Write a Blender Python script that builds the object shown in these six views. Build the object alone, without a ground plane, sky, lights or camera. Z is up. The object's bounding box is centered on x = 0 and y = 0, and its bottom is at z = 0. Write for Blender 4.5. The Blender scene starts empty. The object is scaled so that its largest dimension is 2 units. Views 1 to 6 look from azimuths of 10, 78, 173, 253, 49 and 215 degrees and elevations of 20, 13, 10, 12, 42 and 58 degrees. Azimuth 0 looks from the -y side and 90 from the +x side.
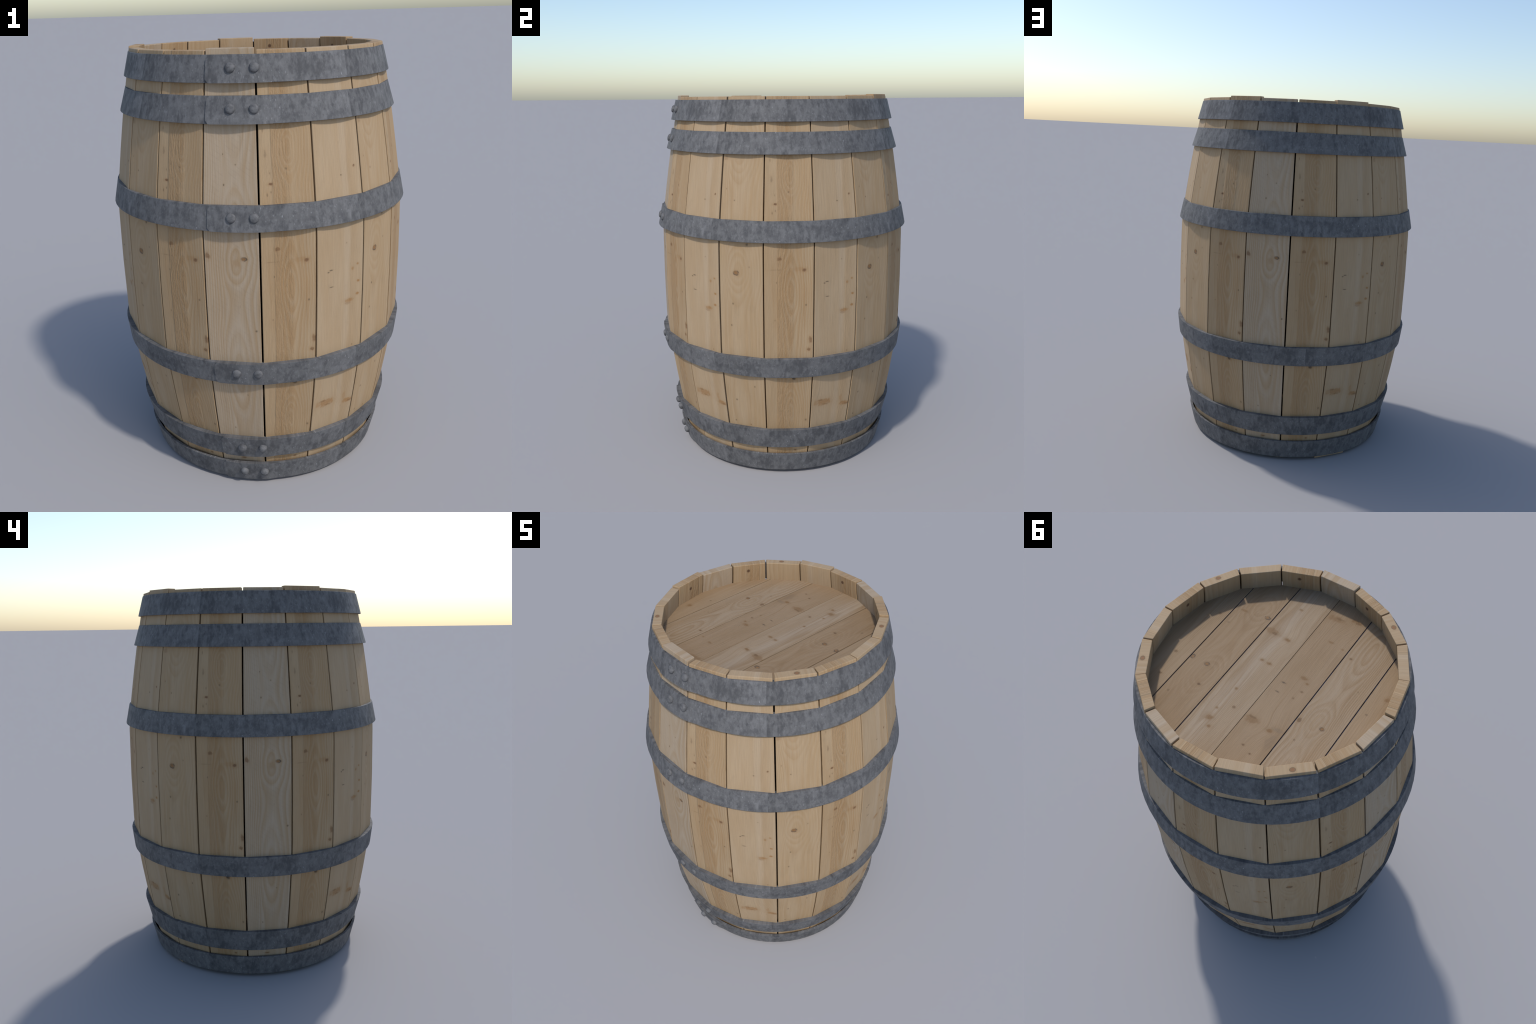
# Wooden stave barrel with six riveted steel hoops, built part by part.
import bpy, bmesh, math
from math import sin, cos, tan, pi, radians, sqrt

# ------------------------------------------------------------------ sizes (metres)
CX = -0.0008
CY = 0.0046            # the rivets stick out on one side, so the axis sits a little off y = 0
N_STAVES = 18
HALF = radians(180.0 / N_STAVES)
GAP = 0.0058           # open joint between two staves
THICK = 0.0455          # stave thickness
TOP = 1.9923           # height of an ordinary stave; a few stand proud
HEAD_Z = 1.888         # upper face of the head
HEAD_R = 0.553


BELLY = [(0.0, 0.5745), (0.10, 0.5955), (0.30, 0.6320), (0.45, 0.6555), (0.60, 0.6770), (0.70, 0.6900), (1.0, 0.6935)]


def belly(z):
    """Radius of the stave corners at height z (bulging profile)."""
    d = min(z, 2.0 - z)                  # the barrel is the same above and below its middle
    total = 0.0
    for k in (-1, 0, 1):                 # three-tap mean rounds the knuckles a little
        q = min(abs(d + 0.035 * k), 1.0)
        for (z0, r0), (z1, r1) in zip(BELLY, BELLY[1:]):
            if q <= z1:
                total += r0 + (r1 - r0) * (q - z0) / (z1 - z0)
                break
    return total / 3 - 0.0055 * max(0.0, 1.0 - z / 0.45)     # drawn in a touch more at the foot


# hoops: (z top, r top, z bottom, r bottom)
HOOPS = [
    (1.9771, 0.5845, 1.8724, 0.6124),
    (1.8243, 0.6100, 1.7187, 0.6420),
    (1.4012, 0.6825, 1.2976, 0.7040),
    (0.6985, 0.7010, 0.5935, 0.6885),
    (0.2780, 0.6415, 0.1640, 0.6125),
    (0.1235, 0.6120, 0.0165, 0.5850),
]

# ------------------------------------------------------------------ node helper
class Nodes:
    def __init__(self, name):
        m = bpy.data.materials.new(name)
        m.use_nodes = True
        self.mat = m
        self.t = m.node_tree
        self.t.nodes.clear()
        self.out = self.t.nodes.new('ShaderNodeOutputMaterial')
        self.bsdf = self.t.nodes.new('ShaderNodeBsdfPrincipled')
        self.t.links.new(self.bsdf.outputs[0], self.out.inputs[0])

    def put(self, sock, v):
        if hasattr(v, 'links'):
            self.t.links.new(v, sock)
        elif v is not None:
            if sock.type == 'RGBA' and len(v) == 3:
                v = (*v, 1.0)
            sock.default_value = v

    def m(self, op, a, b=None, c=None, clamp=False):
        n = self.t.nodes.new('ShaderNodeMath')
        n.operation = op
        n.use_clamp = clamp
        for s, v in zip(n.inputs, (a, b, c)):
            self.put(s, v)
        return n.outputs[0]

    def add(self, a, b): return self.m('ADD', a, b)
    def sub(self, a, b): return self.m('SUBTRACT', a, b)
    def mul(self, a, b): return self.m('MULTIPLY', a, b)

    def ramp(self, v, lo, hi, a=0.0, b=1.0, smooth=True):
        n = self.t.nodes.new('ShaderNodeMapRange')
        n.interpolation_type = 'SMOOTHSTEP' if smooth else 'LINEAR'
        n.clamp = True
        for i, x in enumerate((v, lo, hi, a, b)):
            self.put(n.inputs[i], x)
        return n.outputs[0]

    def vec(self, x, y, z=0.0):
        n = self.t.nodes.new('ShaderNodeCombineXYZ')
        for s, v in zip(n.inputs, (x, y, z)):
            self.put(s, v)
        return n.outputs[0]

    def reach(self, p, centre, radii):
        """Distance from a centre, counted in radii of an ellipsoid."""
        k = self.t.nodes.new('ShaderNodeVectorMath')
        k.operation = 'MULTIPLY_ADD'
        self.put(k.inputs[0], p)
        k.inputs[1].default_value = [1.0 / r for r in radii]
        k.inputs[2].default_value = [-c / r for c, r in zip(centre, radii)]
        q = self.t.nodes.new('ShaderNodeVectorMath')
        q.operation = 'LENGTH'
        self.t.links.new(k.outputs[0], q.inputs[0])
        return q.outputs['Value']

    def noise(self, vec, scale=1.0, detail=2.0, rough=0.5, w=None, dist=0.0):
        n = self.t.nodes.new('ShaderNodeTexNoise')
        n.noise_dimensions = '4D' if w is not None else '3D'
        self.put(n.inputs['Vector'], vec)
        if w is not None:
            self.put(n.inputs['W'], w)
        n.inputs['Scale'].default_value = scale
        n.inputs['Detail'].default_value = detail
        n.inputs['Roughness'].default_value = rough
        n.inputs['Distortion'].default_value = dist
        return n.outputs['Fac']

    def voro(self, vec, scale=1.0):
        n = self.t.nodes.new('ShaderNodeTexVoronoi')
        self.put(n.inputs['Vector'], vec)
        n.inputs['Scale'].default_value = scale
        return n.outputs['Distance'], n.outputs['Color']

    def mix(self, f, a, b, kind='MIX'):
        n = self.t.nodes.new('ShaderNodeMix')
        n.data_type = 'RGBA'
        n.blend_type = kind
        self.put(n.inputs[0], f)
        self.put(n.inputs[6], a)
        self.put(n.inputs[7], b)
        return n.outputs[2]

    def obj(self):
        n = self.t.nodes.new('ShaderNodeTexCoord')
        s = self.t.nodes.new('ShaderNodeSeparateXYZ')
        self.t.links.new(n.outputs['Object'], s.inputs[0])
        return s.outputs[0], s.outputs[1], s.outputs[2]

    def bump(self, h, strength, dist):
        n = self.t.nodes.new('ShaderNodeBump')
        n.inputs['Strength'].default_value = strength
        n.inputs['Distance'].default_value = dist
        self.put(n.inputs['Height'], h)
        self.t.links.new(n.outputs[0], self.bsdf.inputs['Normal'])

    def finish(self, col, rough, spec=0.25):
        self.put(self.bsdf.inputs['Base Color'], col)
        self.put(self.bsdf.inputs['Roughness'], rough)
        self.bsdf.inputs['Specular IOR Level'].default_value = spec
        return self.mat


# ------------------------------------------------------------------ wood
PALE = (0.385, 0.288, 0.180)
TAN = (0.362, 0.258, 0.150)
HONEY = (0.318, 0.208, 0.108)
KNOT_RED = (0.118, 0.050, 0.024)
KNOT_BROWN = (0.160, 0.080, 0.036)
KNOT_ORANGE = (0.290, 0.152, 0.056)
DOT = (0.095, 0.068, 0.045)
DASH = (0.060, 0.046, 0.038)


def wood(name, seed, light=PALE, dark=TAN, late=HONEY, pith=0.0, depth=0.06, swells=(),
         rings=55.0, ring_amount=0.45, depth_noise=0.03, wave=0.003, stripe=None, column=None, knots=(), ends=(), rough_saw=0.3,
         saw_lines=0.0, plank=False, edge_dirt=0.0, streak=1.0):
    """Softwood board. u runs across the board, w along it, d through it.
    Growth rings are cut by the board's face: their distance to the pith changes along the
    board, which draws tongues and ovals ('swells' pull the face nearer to the pith)."""
    n = Nodes(name)
    x, y, z = n.obj()
    u, w, d = (x, y, z) if plank else (x, z, y)
    uw = n.vec(u, w, n.add(d, seed))
    # slow wander of the grain
    wander = n.mul(n.sub(n.noise(n.vec(n.mul(u, 5), n.mul(w, 2.0), seed), 1.0, 2.0), 0.5), 0.026)
    ripple = n.mul(n.sub(n.noise(n.vec(n.mul(u, 14), n.mul(w, 17), seed + 1.0), 1.0, 2.0), 0.5), wave)
    uu = n.add(n.add(u, wander), ripple)
    dep = n.add(depth, n.mul(n.sub(n.noise(n.vec(seed, n.mul(w, 3.0), 0.0), 1.0, 1.0), 0.5), depth_noise))
    for (w0, half, amount) in swells:
        q = n.m('DIVIDE', n.sub(w, w0), half)
        g = n.m('EXPONENT', n.mul(n.mul(q, q), -1.0))
        dep = n.sub(dep, n.mul(g, amount))
    # knots: masks first, they also bend the grain
    masks = []
    bend = None
    wob = n.noise(n.vec(n.mul(u, 60), n.mul(w, 45), seed), 1.0, 2.0)
    rough_edge = n.mul(n.sub(wob, 0.5), 1.4)
    uv = n.vec(u, w, 0.0)
    uvd = n.vec(u, w, d)
    for k in knots:
        (u0, w0, ru, rw, col, amount) = k[:6]
        kind = k[6] if len(k) > 6 else ''
        r0 = n.reach(uv, (u0, w0, 0.0), (ru, rw, 1.0))
        r = n.add(r0, rough_edge)
        masks.append((r, col, amount, kind))
        if kind in ('ring', 'bend'):
            # grain flows round the knot: push the lines away from it
            du = n.m('DIVIDE', n.sub(u, u0), ru)
            q = n.m('EXPONENT', n.mul(n.mul(r0, r0), -0.09))
            push = n.mul(n.mul(q, du), -0.42 * ru)
            bend = push if bend is None else n.add(bend, push)
    if bend is not None:
        uu = n.add(uu, bend)
    du = n.sub(uu, pith)
    # rings crowd together away from the middle
    du = n.sub(du, n.mul(n.m('MAXIMUM', n.sub(n.mul(du, -1.0), 0.05), 0.0), 1.3))
    dist = n.m('SQRT', n.add(n.mul(du, du), n.mul(dep, dep)))
    saw = n.m('FRACT', n.mul(dist, rings))
    early = n.mul(n.ramp(saw, 0.02, 0.18), n.ramp(saw, 0.60, 0.22))
    ring = n.m('POWER', saw, 2.0)
    ring = n.mul(ring, n.ramp(saw, 1.0, 0.86))
    ring = n.mul(ring, n.ramp(n.noise(n.vec(n.mul(uu, 9), n.mul(w, 1.5), seed + 3.0)), 0.3, 0.62))
    # fine lengthwise fibres
    fibre = n.noise(n.vec(n.mul(uu, 260), n.mul(w, 7), seed), 1.0, 3.0, 0.6)
    lines = n.noise(n.vec(n.mul(uu, 85), n.mul(w, 1.6), seed + 7.0), 1.0, 2.0, 0.6)
    tone = n.noise(n.vec(n.mul(u, 12), n.mul(w, 2.2), seed + 11.0), 1.0, 3.0, 0.55)
    cloud = n.noise(n.vec(n.mul(u, 26), n.mul(w, 14), seed + 17.0), 1.0, 3.0, 0.6)
    grit = n.noise(n.vec(n.mul(u, 420), n.mul(w, 190), seed + 5.0), 1.0, 2.0, 0.6)

    col = n.mix(n.ramp(tone, 0.35, 0.68), light, dark)
    if column:
        (c0, c1, soft, amount) = column
        e = n.add(u, n.mul(n.sub(lines, 0.5), 0.03))
        band = n.mul(n.ramp(e, c0 - soft, c0 + soft), n.ramp(e, c1 + soft * 2.5, c1 - soft * 2.5))
        col = n.mix(n.mul(band, amount), col, late)
    if stripe:
        (s0, half, scol, amount) = stripe
        q = n.m('ABSOLUTE', n.sub(n.add(u, n.mul(n.sub(tone, 0.5), 0.06)), s0))
        col = n.mix(n.mul(n.ramp(q, half * 1.5, half * 0.4), amount), col, scol)
    pale = tuple(min(1.0, c * k) for c, k in zip(light, (1.06, 1.10, 1.17)))
    col = n.mix(n.mul(early, ring_amount * 0.75), col, pale)
    col = n.mix(n.mul(ring, ring_amount * 1.7), col, late)
    col = n.mix(n.ramp(lines, 0.52, 0.78, 0.0, 0.50 * streak), col, late)
    col = n.mix(n.ramp(cloud, 0.55, 0.85, 0.0, 0.28), col, (0.270, 0.205, 0.128))
    val = n.add(n.add(0.74, n.mul(fibre, 0.34)), n.mul(grit, 0.18))
    col = n.mix(1.0, col, n.vec(val, val, val), 'MULTIPLY')
    if saw_lines:
        # faint slanting marks of the saw blade
        s = n.add(n.mul(w, 60.0), n.mul(u, 42.0))
        s = n.m('SINE', n.add(n.mul(s, 4.2), n.mul(wob, 3.0)))
        s = n.mul(n.ramp(s, 0.72, 1.0), n.ramp(cloud, 0.4, 0.6))
        col = n.mix(n.mul(s, saw_lines), col, (0.20, 0.15, 0.105))
    # stray pin dots
    vd, vc = n.voro(n.vec(n.mul(u, 26), n.mul(w, 11), seed))
    pick = n.ramp(n.noise(n.vec(n.mul(u, 12), n.mul(w, 6), seed + 23.0)), 0.50, 0.64)
    col = n.mix(n.mul(n.mul(n.ramp(vd, 0.10, 0.045), pick), 0.15), col, DOT)
    # the knots themselves
    grain_spot = n.noise(n.vec(n.mul(u, 190), n.mul(w, 240), seed + 31.0), 1.0, 2.0)
    for (r, kcol, amount, kind) in masks:
        # a stained halo, then the knot with its own mottled heart
        small = kcol in (DOT, DASH)
        soft = n.ramp(r, 2.3, 0.7, 0.0, 0.25 if small else 0.40)
        col = n.mix(n.mul(soft, amount), col, late)
        inner = n.ramp(r, 1.15, 0.35 if small else 0.45)
        heart = n.mul(inner, n.ramp(grain_spot, 0.25, 0.6, 0.65, 1.0))
        col = n.mix(n.mul(heart, amount * (0.78 if small else 0.9)), col, kcol)
        if kind == 'ring':
            rim = n.mul(n.ramp(r, 0.62, 0.92), n.ramp(r, 1.32, 1.0))
            rim = n.mul(rim, n.ramp(wob, 0.40, 0.52))
            col = n.mix(n.mul(rim, 0.75), col, DASH)
            core = n.ramp(r, 0.75, 0.2)
            col = n.mix(n.mul(core, 0.55), col, KNOT_ORANGE)
    # knots that show on the end grain or the inside near the rim: ellipsoids in the wood
    for (u0, w0, d0, ru, rw, rd, kcol, amount) in ends:
        r = n.add(n.reach(uvd, (u0, w0, d0), (ru, rw, rd)), n.mul(n.sub(wob, 0.5), 0.5))
        col = n.mix(n.mul(n.ramp(r, 1.9, 0.9, 0.0, 0.5), amount), col, HONEY)
        col = n.mix(n.mul(n.ramp(r, 1.1, 0.7), amount), col, kcol)
        rim = n.mul(n.ramp(r, 0.75, 0.95), n.ramp(r, 1.3, 1.05))
        col = n.mix(n.mul(rim, 0.6 * amount), col, DOT)
    col = n.mix(1.0, col, (0.985, 0.955, 0.93), 'MULTIPLY')
    h = n.add(n.mul(fibre, 0.35), n.mul(lines, 0.5))
    coarse = n.noise(n.vec(n.mul(uu, 150), n.mul(w, 26), seed + 2.0), 1.0, 3.0, 0.65)
    if column:
        h = n.add(h, n.mul(n.mul(coarse, band), rough_saw * 4.0))
    h = n.add(h, n.mul(coarse, rough_saw))
    n.bump(h, 0.55, 0.0035)
    return n.finish(col, 0.72)


STAVE_WOOD = {
    # pale board with a ring of grain round an oval and long tongues
    'A': wood('pine_tongue_grain', 1.0, light=(0.388, 0.309, 0.220), dark=(0.372, 0.283, 0.188),
              late=(0.325, 0.222, 0.120), pith=0.018, depth=0.062,
              swells=((1.80, 0.20, 0.055), (1.36, 0.10, 0.052), (1.155, 0.085, 0.06),
                      (0.64, 0.19, 0.055), (0.1, 0.12, 0.03)),
              rings=44.0, ring_amount=0.50, depth_noise=0.010, wave=0.0025, saw_lines=0.10, rough_saw=0.15, streak=0.5,
              knots=((0.051, 1.175, 0.0125, 0.0085, KNOT_BROWN, 1.0, 'ring'),
                     (-0.103, 1.185, 0.012, 0.016, KNOT_BROWN, 0.8),
                     (0.019, 1.155, 0.016, 0.02, (0.32, 0.215, 0.118), 0.7),
                     (-0.027, 1.48, 0.0035, 0.005, DOT, 0.9), (0.095, 0.85, 0.006, 0.005, DOT, 0.9),
                     (0.022, 1.56, 0.004, 0.004, DOT, 0.6), (-0.03, 1.60, 0.003, 0.004, DOT, 0.7),
                     (-0.026, 0.325, 0.004, 0.005, DOT, 0.7), (0.043, 0.52, 0.004, 0.004, DOT, 0.6),
                     (0.0, 0.137, 0.014, 0.006, KNOT_BROWN, 0.8))),
    # rough sawn board, honey coloured to the right of a pale strip
    'B': wood('pine_rough_honey', 2.0, light=(0.384, 0.284, 0.174), dark=(0.366, 0.254, 0.142),
              late=(0.315, 0.196, 0.094), pith=0.012, depth=0.05,
              swells=((1.62, 0.09, 0.045), (1.03, 0.14, 0.03), (0.38, 0.14, 0.04)),
              rings=85.0, ring_amount=0.40, wave=0.007, column=(-0.058, 0.020, 0.005, 0.52), rough_saw=0.55,
              knots=((-0.047, 1.215, 0.012, 0.009, KNOT_BROWN, 0.75),
                     (0.075, 1.160, 0.0125, 0.010, KNOT_RED, 0.9),
                     (0.050, 1.163, 0.030, 0.012, KNOT_ORANGE, 0.30),
                     (-0.066, 1.482, 0.010, 0.006, KNOT_RED, 0.9),
                     (-0.082, 1.60, 0.007, 0.018, DOT, 0.45), (-0.088, 1.69, 0.003, 0.010, DOT, 0.5),
                     (-0.080, 1.44, 0.004, 0.010, DOT, 0.6), (-0.065, 1.45, 0.004, 0.006, DOT, 0.5),
                     (0.0, 1.54, 0.006, 0.006, DOT, 0.6), (-0.067, 1.525, 0.003, 0.006, DOT, 0.5),
                     (0.027, 0.585, 0.014, 0.013, (0.05, 0.037, 0.027), 1.0),
                     (0.108, 0.795, 0.010, 0.018, KNOT_BROWN, 0.75),
                     (0.101, 0.745, 0.012, 0.010, KNOT_BROWN, 0.8),
                     (0.086, 0.98, 0.006, 0.007, DOT, 0.75), (0.092, 0.33, 0.007, 0.009, DOT, 0.75),
                     (-0.061, 1.095, 0.004, 0.006, DOT, 0.55), (-0.07, 0.90, 0.004, 0.006, DOT, 0.5),
                     (-0.07, 1.16, 0.03, 0.003, DOT, 0.28), (0.04, 0.137, 0.008, 0.006, KNOT_BROWN, 0.8)),
              ends=((0.006, 1.955, -0.526, 0.0085, 0.0085, 0.02, (0.115, 0.06, 0.036), 0.95),)),
    # pale board with dashes and big orange knots
    'C': wood('pine_orange_knots', 3.0, light=(0.398, 0.300, 0.192), dark=(0.380, 0.276, 0.167),
              late=(0.350, 0.245, 0.140), pith=0.14, depth=0.04, rings=70.0, ring_amount=0.22,
              rough_saw=0.2, streak=0.6, stripe=(0.032, 0.016, (0.418, 0.330, 0.230), 0.55), column=(0.050, 0.088, 0.010, 0.45),
              knots=((0.013, 1.49, 0.006, 0.0045, DOT, 0.9), (0.081, 1.52, 0.0065, 0.006, KNOT_RED, 0.8),
                     (-0.047, 1.092, 0.013, 0.004, DASH, 0.95), (-0.064, 1.085, 0.006, 0.004, DASH, 0.9),
                     (-0.047, 1.015, 0.012, 0.0035, DASH, 0.85),
                     (0.091, 1.095, 0.008, 0.006, KNOT_ORANGE, 0.9), (0.063, 1.078, 0.009, 0.010, KNOT_ORANGE, 0.7),
                     (0.095, 1.015, 0.009, 0.006, KNOT_ORANGE, 0.95), (0.092, 0.955, 0.011, 0.007, KNOT_ORANGE, 0.95),
                     (0.049, 0.932, 0.024, 0.010, KNOT_ORANGE, 0.85), (0.04, 0.92, 0.018, 0.006, KNOT_BROWN, 0.3),
                     (-0.045, 0.425, 0.052, 0.023, KNOT_ORANGE, 0.80, 'bend'),
                     (-0.060, 0.438, 0.026, 0.006, KNOT_BROWN, 0.45), (-0.03, 0.412, 0.022, 0.005, KNOT_BROWN, 0.4),
                     (0.082, 0.397, 0.030, 0.014, KNOT_ORANGE, 0.90, 'bend'), (0.095, 0.392, 0.014, 0.006, KNOT_BROWN, 0.5),
                     (0.06, 0.43, 0.012, 0.022, KNOT_ORANGE, 0.35),
                     (0.03, 1.20, 0.004, 0.004, DOT, 0.5), (0.07, 0.71, 0.005, 0.004, KNOT_BROWN, 0.5))),
    # tan board with one eye of a knot and an arc of grain round it
    'D': wood('pine_eye_knot', 4.0, light=(0.388, 0.288, 0.179), dark=(0.366, 0.260, 0.149),
              late=(0.328, 0.216, 0.112), pith=-0.02, depth=0.085,
              swells=((1.15, 0.12, 0.06), (1.72, 0.1, 0.05)), rings=62.0, ring_amount=0.33,
              rough_saw=0.25,
              knots=((-0.027, 1.135, 0.0145, 0.0125, KNOT_BROWN, 0.95, 'ring'),
                     (-0.039, 1.495, 0.005, 0.005, DOT, 0.75), (-0.082, 1.55, 0.004, 0.006, DOT, 0.5),
                     (0.031, 1.282, 0.009, 0.010, DASH, 0.95),
                     (-0.045, 0.975, 0.005, 0.006, DOT, 0.8), (-0.055, 0.86, 0.005, 0.006, DOT, 0.75),
                     (0.043, 1.17, 0.004, 0.006, DOT, 0.5), (0.057, 0.525, 0.005, 0.007, DOT, 0.8),
                     (-0.049, 0.435, 0.005, 0.006, DOT, 0.75), (-0.063, 0.305, 0.005, 0.006, DOT, 0.75),
                     (0.02, 0.29, 0.004, 0.005, KNOT_BROWN, 0.8), (-0.09, 1.70, 0.012, 0.016, KNOT_BROWN, 0.35)),
              ends=((0.008, 1.995, -0.5525, 0.0115, 0.02, 0.0095, (0.24, 0.13, 0.065), 1.0),)),
}

# galvanised, weathered steel --------------------------------------------------
def steel(name, seed, bright=1.0, sheet=True):
    n = Nodes(name)
    x, y, z = n.obj()
    if sheet:
        # unrolled: arc length along the hoop, the sheet pattern starts anew every quarter
        ang = n.m('ARCTAN2', x, n.mul(y, -1.0))
        turn = n.m('FRACT', n.add(n.m('DIVIDE', n.sub(ang, radians(46.5)), radians(88.0)), 8.0))
        s = n.mul(turn, radians(88.0) * 0.63)
        # the sheet is paler towards one end, so its joins show
        fade = n.add(n.ramp(turn, 0.0, 0.22, 0.90, 1.0), n.ramp(turn, 0.80, 1.0, 0.0, 0.10))
    else:
        # rivet heads: looked at from the front, each from another spot of the sheet
        info = n.t.nodes.new('ShaderNodeObjectInfo')
        s = n.add(x, n.mul(info.outputs['Random'], 5.0))
        z = n.mul(y, 2.0)
    v = n.vec(s, z, n.add(seed, n.mul(y, 0.0 if sheet else 1.0)))
    streaky = n.vec(n.mul(s, 1.0), n.mul(z, 0.55), seed)
    a = n.noise(streaky, 36.0, 4.0, 0.62)
    b = n.noise(streaky, 85.0, 3.0, 0.6)
    c = n.noise(v, 9.0, 3.0, 0.55)
    blot = n.noise(n.vec(s, n.mul(z, 0.8), seed + 4.0), 46.0, 3.0, 0.6)
    col = n.mix(n.ramp(a, 0.36, 0.64), (0.082, 0.082, 0.085), (0.145, 0.144, 0.146))
    col = n.mix(n.ramp(c, 0.42, 0.62, 0.0, 0.60), col, (0.135, 0.134, 0.135))
    col = n.mix(n.ramp(b, 0.52, 0.72, 0.0, 0.45), col, (0.190, 0.189, 0.191))
    col = n.mix(n.ramp(b, 0.46, 0.28, 0.0, 0.50), col, (0.060, 0.060, 0.063))
    col = n.mix(n.ramp(blot, 0.58, 0.72, 0.0, 0.42), col, (0.055, 0.056, 0.060))
    col = n.mix(n.ramp(blot, 0.40, 0.27, 0.0, 0.42), col, (0.195, 0.196, 0.200))
    col = n.mix(n.ramp(c, 0.46, 0.32, 0.0, 0.45), col, (0.080, 0.080, 0.082))
    spark = n.noise(n.vec(s, n.mul(z, 0.40), seed + 9.0), 150.0, 2.0, 0.5)
    col = n.mix(n.mul(n.ramp(spark, 0.63, 0.75), n.ramp(c, 0.46, 0.62, 0.0, 0.85)), col, (0.30, 0.305, 0.315))
    if sheet:
        col = n.mix(1.0, col, n.vec(fade, fade, fade), 'MULTIPLY')
    if bright != 1.0:
        col = n.mix(1.0, col, (bright, bright, bright), 'MULTIPLY')
    n.bump(n.add(n.mul(a, 0.6), n.mul(b, 0.5)), 0.25, 0.003)
    return n.finish(col, n.ramp(a, 0.3, 0.7, 0.72, 0.6), 0.2)


STEEL = [steel('galvanised_steel.%d' % i, 1.7 * i + 0.3) for i in range(6)]
RIVET_STEEL = steel('rivet_steel', 40.0, 1.0, sheet=False)


def joint_dark():
    n = Nodes('joint_shadow_paint')
    x, y, z = n.obj()
    f = n.noise(n.vec(n.mul(x, 3), n.mul(y, 9), z), 4.0, 2.0)
    return n.finish(n.mix(n.ramp(f, 0.4, 0.65), (0.020, 0.022, 0.030), (0.045, 0.062, 0.115)), 0.8)


# ------------------------------------------------------------------ objects
scene = bpy.context.scene


def add_object(name, mesh, parent=None, mat=None):
    ob = bpy.data.objects.new(name, mesh)
    scene.collection.objects.link(ob)
    if parent:
        ob.parent = parent
    if mat and mesh and not mesh.materials:
        mesh.materials.append(mat)
    return ob


def to_mesh(bm, name, smooth=True, sharp=None):
    bmesh.ops.recalc_face_normals(bm, faces=bm.faces[:])
    me = bpy.data.meshes.new(name)
    bm.to_mesh(me)
    bm.free()
    if smooth:
        me.polygons.foreach_set('use_smooth', [True] * len(me.polygons))
        if sharp:
            me.set_sharp_from_angle(angle=radians(sharp))
    return me


def bevel(ob, width, segments=2, angle=35):
    b = ob.modifiers.new('rounded_edges', 'BEVEL')
    b.width = width
    b.segments = segments
    b.limit_method = 'ANGLE'
    b.angle_limit = radians(angle)
    b.harden_normals = True
    return b


barrel = add_object('wooden_barrel', None)
barrel.location = (CX, CY, 0.0)
barrel['label'] = 'pale pine stave barrel with six riveted grey steel hoops'
barrel['category'] = 'wooden barrel'

# staves -----------------------------------------------------------------------
def stave_mesh(name, top, bottom, half, gap_l, gap_r):
    """One stave facing -y: a bent board whose sides point at the barrel's axis."""
    bm = bmesh.new()
    levels = 40
    rows = []
    for i in range(levels + 1):
        z = bottom + (top - bottom) * i / levels
        ro = belly(z) * cos(HALF)
        ri = ro - THICK
        wo, wi = ro * tan(half), ri * tan(half)
        rows.append([bm.verts.new(p) for p in ((-wo + gap_l, -ro, z), (wo - gap_r, -ro, z),
                                               (wi - gap_r, -ri, z), (-wi + gap_l, -ri, z))])
    for a, b in zip(rows, rows[1:]):
        for k in range(4):
            bm.faces.new((a[k], a[(k + 1) % 4], b[(k + 1) % 4], b[k]))
    bm.faces.new(rows[0][::-1])
    bm.faces.new(rows[-1])
    return to_mesh(bm, name)


# the boards' kinds in their order round the barrel, and how far (degrees) each joint
# strays from its even place; staves were never quite the same width
PATTERN = 'ABCDBCDBABCDBABCDB'
STRAY = [-0.60, -0.79, -0.32, -0.75, 0.21, 0.21, 0.87, 0.76, 0.62, 0.66, 0.37, 0.58, 0.42, 0.20, 0.30, 0.77, -0.10, -0.39]
WIDE = {0, 2, 8, 11, 12}                             # joints that gape a little more
PROUD = {0: 2.0, 7: 2.0, 10: 1.9995, 14: 1.9995}        # staves standing a little higher
for i, kind in enumerate(PATTERN):
    left, right = STRAY[i - 1], STRAY[i]
    gl = (GAP + (0.0016 if (i - 1) % 18 in WIDE else 0.0)) / 2
    gr = (GAP + (0.0016 if i in WIDE else 0.0)) / 2
    foot = 0.0 if i == 10 else 0.0085
    me = stave_mesh('stave', PROUD.get(i, TOP), foot, HALF + radians((right - left) / 2), gl, gr)
    me.materials.append(STAVE_WOOD[kind])
    ob = add_object('stave', me, barrel)
    ob.rotation_euler = (0, 0, i * 2 * HALF + radians((left + right) / 2))
    bevel(ob, 0.0032)

# hoops, their overlapping ends, rivets ------------------------------------------
def hoop_mesh(zt, rt, zb, rb, segs=72):
    """A flat conical ring; its inner side is let into the wood."""
    bm = bmesh.new()
    prof = [(rt, zt), (rb, zb), (max(belly(zb) * cos(HALF) - 0.006, rb - 0.020), zb),
            (max(belly(zt) * cos(HALF) - 0.006, rt - (0.014 if zt < 0.2 else 0.024)), zt)]
    rings = []
    for i in range(segs):
        a = 2 * pi * (i + 0.5) / segs
        rings.append([bm.verts.new((r * sin(a), -r * cos(a), z)) for r, z in prof])
    for i in range(segs):
        p, q = rings[i], rings[(i + 1) % segs]
        for k in range(4):
            bm.faces.new((p[k], q[k], q[(k + 1) % 4], p[(k + 1) % 4]))
    return to_mesh(bm, 'hoop')


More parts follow.
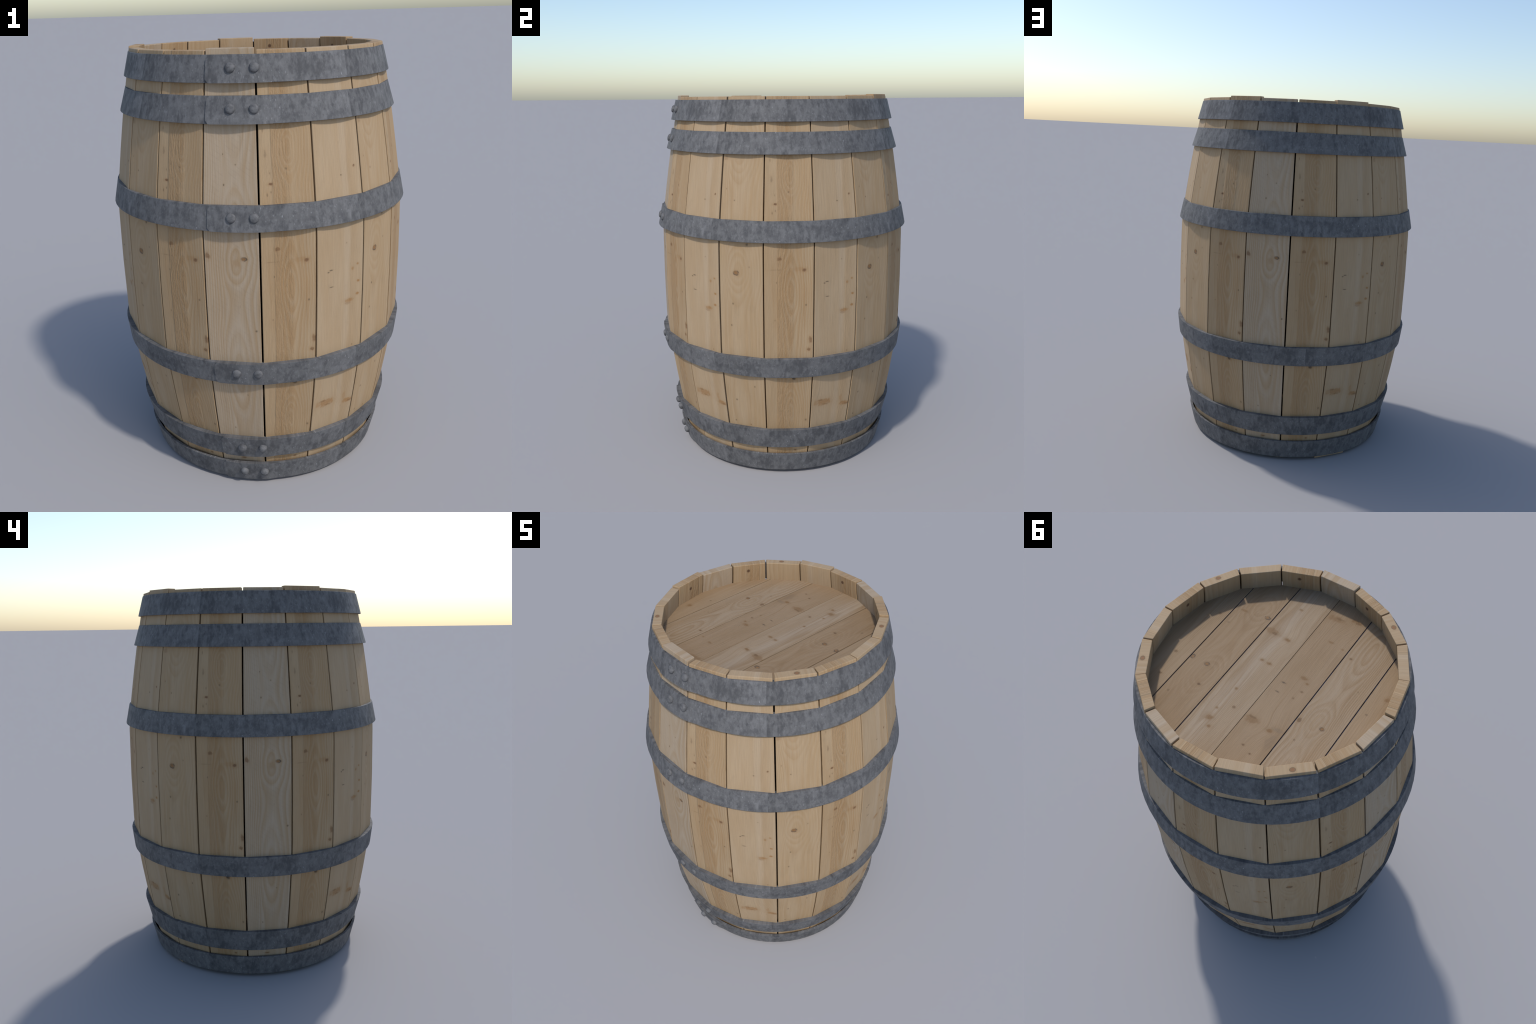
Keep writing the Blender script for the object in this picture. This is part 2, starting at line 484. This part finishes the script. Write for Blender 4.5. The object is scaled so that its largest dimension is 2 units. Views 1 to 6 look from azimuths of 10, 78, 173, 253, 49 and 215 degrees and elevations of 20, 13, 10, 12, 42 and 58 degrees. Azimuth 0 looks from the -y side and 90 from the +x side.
def overlap_mesh(zt, rt, zb, rb, lift):
    """The end of the strap lying on top of its own start, corners clipped."""
    bm = bmesh.new()
    x0 = -0.099
    rm = (rt + rb) / 2
    a0 = math.asin(x0 / rm)
    a1 = radians(15.0)
    clip = 0.015
    n = 26
    cols = []
    for i in range(n + 1):
        t = i / n
        a = a0 + (a1 - a0) * t
        if i == 0:
            k0 = clip
        elif i == 1:
            a = a0 + clip / rm * 0.9
            k0 = 0.0
        else:
            k0 = 0.0
        deg = math.degrees(a)
        fall = min(1.0, max(0.0, (15.0 - deg) / 5.0))
        h = lift * fall * fall * (3 - 2 * fall) - 0.0006
        f0 = k0 / (zt - zb)
        col = []
        for f in (f0, 0.5, 1.0 - f0):
            r = rt + (rb - rt) * f
            z = zt + (zb - zt) * f
            # keep the strap's own edges a hair inside the hoop's
            for rr in (r + h, r - 0.003):
                col.append(bm.verts.new((rr * sin(a), -rr * cos(a), z)))
        cols.append(col)
    for p, q in zip(cols, cols[1:]):
        for j in (0, 2):
            bm.faces.new((p[j], p[j + 2], q[j + 2], q[j]))
            bm.faces.new((p[j + 1], q[j + 1], q[j + 3], p[j + 3]))
        bm.faces.new((p[0], q[0], q[1], p[1]))
        bm.faces.new((p[4], p[5], q[5], q[4]))
    for c in (cols[0], cols[-1]):
        bm.faces.new((c[0], c[2], c[3], c[1]))
        bm.faces.new((c[2], c[4], c[5], c[3]))
    return to_mesh(bm, 'hoop_overlap', True, 35)


def rivet_mesh():
    """Domed rivet head along +z, with a slightly hammered crown."""
    bm = bmesh.new()
    R, H, segs = 0.0202, 0.0128, 24
    prof = [(R * 0.96, -0.006), (R, 0.0), (R * 0.98, 0.003)]
    for k in range(1, 7):
        t = k / 7 * pi / 2
        prof.append((R * 0.98 * cos(t) ** 0.8, 0.003 + (H - 0.003) * sin(t)))
    rings = []
    for r, z in prof:
        rings.append([bm.verts.new((r * cos(2 * pi * i / segs) * (1 + 0.025 * sin(3 * 2 * pi * i / segs)),
                                    r * sin(2 * pi * i / segs), z)) for i in range(segs)])
    tip = bm.verts.new((0, 0, H))
    for a, b in zip(rings, rings[1:]):
        for i in range(segs):
            bm.faces.new((a[i], a[(i + 1) % segs], b[(i + 1) % segs], b[i]))
    for i in range(segs):
        bm.faces.new((rings[-1][i], rings[-1][(i + 1) % segs], tip))
    return to_mesh(bm, 'rivet')


rivet = rivet_mesh()
rivet.materials.append(RIVET_STEEL)
for i, (zt, rt, zb, rb) in enumerate(HOOPS):
    lift = 0.0048 if i in (2, 3) else 0.0064
    hoop = add_object('hoop', hoop_mesh(zt, rt, zb, rb), barrel, STEEL[i])
    bevel(hoop, 0.0015)
    add_object('hoop_overlap', overlap_mesh(zt, rt, zb, rb, lift), hoop, STEEL[i])
    rivet_tall = 1.5 if i > 3 else (0.9 if i in (2, 3) else 1.0)
    slope = math.atan2(rb - rt, zt - zb)          # outward lean of the strap towards its lower edge
    for xr in (0.0, 0.0935):
        f = 0.46
        r = rt + (rb - rt) * f + lift - 0.0008
        z = zt + (zb - zt) * f
        a = math.asin(xr / r)
        rv = add_object('rivet', rivet, hoop)
        rv.location = (r * sin(a), -r * cos(a), z)
        rv.rotation_euler = (pi / 2 - slope, 0.0, a)
        rv.scale = (1.0, 1.0, rivet_tall)      # the lowest rivets have taller heads

# heads --------------------------------------------------------------------------
JOINTS = [-0.407, -0.209, -0.0155, 0.182, 0.374]
SLIT = [0.0045, 0.0045, 0.0018, 0.0045, 0.0045]


def plank_mesh(x0, x1, thick=0.026):
    """A board of the round head: straight joints, ends cut to the circle; origin at its middle."""
    xc = (x0 + x1) / 2
    R = HEAD_R
    bm = bmesh.new()
    n = 14
    xs = [x0 + (x1 - x0) * k / n for k in range(n + 1)]
    outline = [(x - xc, -sqrt(max(R * R - x * x, 1e-6))) for x in xs]
    outline += [(x - xc, sqrt(max(R * R - x * x, 1e-6))) for x in reversed(xs)]
    top = [bm.verts.new((x, y, 0.0)) for x, y in outline]
    low = [bm.verts.new((x, y, -thick)) for x, y in outline]
    bm.faces.new(top)
    bm.faces.new(low[::-1])
    for k in range(len(top)):
        j = (k + 1) % len(top)
        bm.faces.new((top[k], low[k], low[j], top[j]))
    return to_mesh(bm, 'head_plank', False), xc


HL, HD, HH = (0.304, 0.221, 0.136), (0.276, 0.192, 0.110), (0.226, 0.145, 0.074)
HK, HO, HB = (0.100, 0.054, 0.028), (0.182, 0.100, 0.040), (0.125, 0.072, 0.036)
HEAD_WOOD = [
    wood('head_pine_a', 11.0, HL, HD, HH, pith=0.03, rings=60, ring_amount=0.25, plank=True, rough_saw=0.25,
         knots=((0.086, -0.275, 0.011, 0.009, HB, 0.9), (0.113, -0.238, 0.005, 0.005, DOT, 0.8),
                (-0.004, -0.143, 0.013, 0.014, HO, 0.8), (0.034, -0.030, 0.006, 0.005, DOT, 0.7))),
    wood('head_pine_b', 12.0, (0.312, 0.236, 0.155), (0.286, 0.203, 0.120), (0.232, 0.150, 0.078), pith=0.012, depth=0.062, depth_noise=0.012,
         swells=((-0.33, 0.14, 0.058), (0.11, 0.075, 0.06), (0.40, 0.16, 0.055)), rings=50, ring_amount=0.45,
         plank=True, rough_saw=0.2, saw_lines=0.1, streak=0.6,
         knots=((-0.019, 0.132, 0.0105, 0.0085, HB, 1.0, 'ring'), (0.083, 0.140, 0.011, 0.014, HB, 0.8),
                (0.070, -0.259, 0.008, 0.007, HB, 0.9), (0.049, 0.237, 0.005, 0.005, DOT, 0.8),
                (-0.049, -0.116, 0.005, 0.005, DOT, 0.7))),
    wood('head_pine_c', 13.0, (0.288, 0.206, 0.126), (0.258, 0.178, 0.102), HH, pith=0.14, rings=66, ring_amount=0.22, plank=True, rough_saw=0.25,
         knots=((0.048, -0.430, 0.045, 0.020, HO, 0.6, 'bend'), (0.03, -0.437, 0.022, 0.007, HB, 0.5),
                (-0.045, -0.462, 0.030, 0.013, HO, 0.75), (-0.055, -0.458, 0.016, 0.007, HB, 0.6),
                (-0.003, -0.295, 0.014, 0.006, HO, 0.7), (-0.069, -0.284, 0.010, 0.006, HO, 0.6),
                (-0.014, -0.056, 0.020, 0.010, HO, 0.8), (-0.041, -0.036, 0.009, 0.007, HO, 0.9),
                (0.049, 0.066, 0.011, 0.004, DASH, 0.8), (0.050, 0.010, 0.013, 0.005, DASH, 0.95),
                (-0.042, 0.012, 0.007, 0.006, HB, 0.7), (-0.029, 0.060, 0.006, 0.006, HB, 0.6),
                (0.055, 0.246, 0.040, 0.020, HO, 0.65, 'bend'), (0.060, 0.232, 0.022, 0.006, HB, 0.6),
                (-0.037, 0.254, 0.0125, 0.011, HO, 1.0), (-0.066, 0.235, 0.030, 0.012, (0.19, 0.145, 0.10), 0.6),
                (-0.070, 0.300, 0.022, 0.050, (0.195, 0.14, 0.09), 0.5),
                (0.016, 0.369, 0.008, 0.005, HK, 0.8), (-0.032, 0.391, 0.006, 0.005, HK, 0.8))),
    wood('head_pine_d', 14.0, (0.320, 0.243, 0.160), (0.276, 0.198, 0.120), HH, stripe=(0.03, 0.035, (0.345, 0.280, 0.205), 0.65), pith=0.05, depth=0.05, rings=75,
         ring_amount=0.35, plank=True, rough_saw=0.35,
         knots=((0.065, -0.214, 0.040, 0.020, HO, 0.6, 'bend'), (0.045, -0.205, 0.020, 0.008, HB, 0.7),
                (-0.025, -0.203, 0.015, 0.011, HO, 0.95), (0.007, -0.046, 0.010, 0.008, HO, 0.9),
                (-0.032, -0.043, 0.014, 0.008, HO, 0.85), (0.011, 0.146, 0.007, 0.007, HO, 0.8),
                (0.020, 0.331, 0.017, 0.016, HO, 0.85), (-0.006, 0.368, 0.011, 0.009, HO, 0.85),
                (0.022, 0.274, 0.007, 0.006, HO, 0.7), (-0.037, 0.233, 0.008, 0.007, HB, 0.7),
                (0.022, -0.392, 0.012, 0.007, HO, 0.6))),
    wood('head_pine_e', 15.0, (0.285, 0.203, 0.122), (0.256, 0.174, 0.098), HH, pith=-0.02, depth=0.08,
         swells=((0.16, 0.10, 0.06), (-0.3, 0.08, 0.05)), rings=60, ring_amount=0.3, plank=True, rough_saw=0.25,
         knots=((0.004, 0.103, 0.012, 0.010, HB, 0.9, 'ring'), (-0.033, 0.213, 0.009, 0.007, HK, 0.85),
                (-0.070, -0.268, 0.014, 0.010, HB, 0.6, 'ring'), (0.047, -0.250, 0.020, 0.008, HO, 0.65),
                (0.069, -0.151, 0.007, 0.006, DOT, 0.5), (0.084, 0.100, 0.010, 0.012, HK, 0.7, 'ring'),
                (0.06, 0.31, 0.005, 0.006, DOT, 0.6))),
    wood('head_pine_f', 16.0, HL, HD, HH, pith=0.04, rings=60, ring_amount=0.4, plank=True, rough_saw=0.25,
         knots=((-0.017, 0.117, 0.010, 0.008, HB, 0.7), (-0.053, -0.176, 0.008, 0.007, HB, 0.6),
                (-0.037, 0.252, 0.008, 0.006, HB, 0.7))),
]
edges = [-HEAD_R + 0.002] + JOINTS + [HEAD_R - 0.002]
boards = []
for k in range(6):
    a = edges[k] + (SLIT[k - 1] / 2 if k else 0)
    b = edges[k + 1] - (SLIT[k] / 2 if k < 5 else 0)
    me, xc = plank_mesh(a, b)
    me.materials.append(HEAD_WOOD[k])
    boards.append((me, xc))


def disc_mesh(r, z0, z1):
    bm = bmesh.new()
    top = [bm.verts.new((r * cos(2 * pi * i / 72), r * sin(2 * pi * i / 72), z1)) for i in range(72)]
    low = [bm.verts.new((v.co.x, v.co.y, z0)) for v in top]
    bm.faces.new(top)
    bm.faces.new(low[::-1])
    for i in range(72):
        j = (i + 1) % 72
        bm.faces.new((top[i], low[i], low[j], top[j]))
    return to_mesh(bm, 'head_backing', False)


DARK = joint_dark()
for z, flip in ((HEAD_Z, 0.0), (2.0 - HEAD_Z, pi)):
    head = add_object('barrel_head', disc_mesh(HEAD_R - 0.006, -0.02, -0.0045), barrel, DARK)
    head.location = (0, 0, z)
    head.rotation_euler = (0, flip, 0)
    for me, xc in boards:
        ob = add_object('head_plank', me, head)
        ob.location = (xc, 0, 0)
        bevel(ob, 0.001, 1)
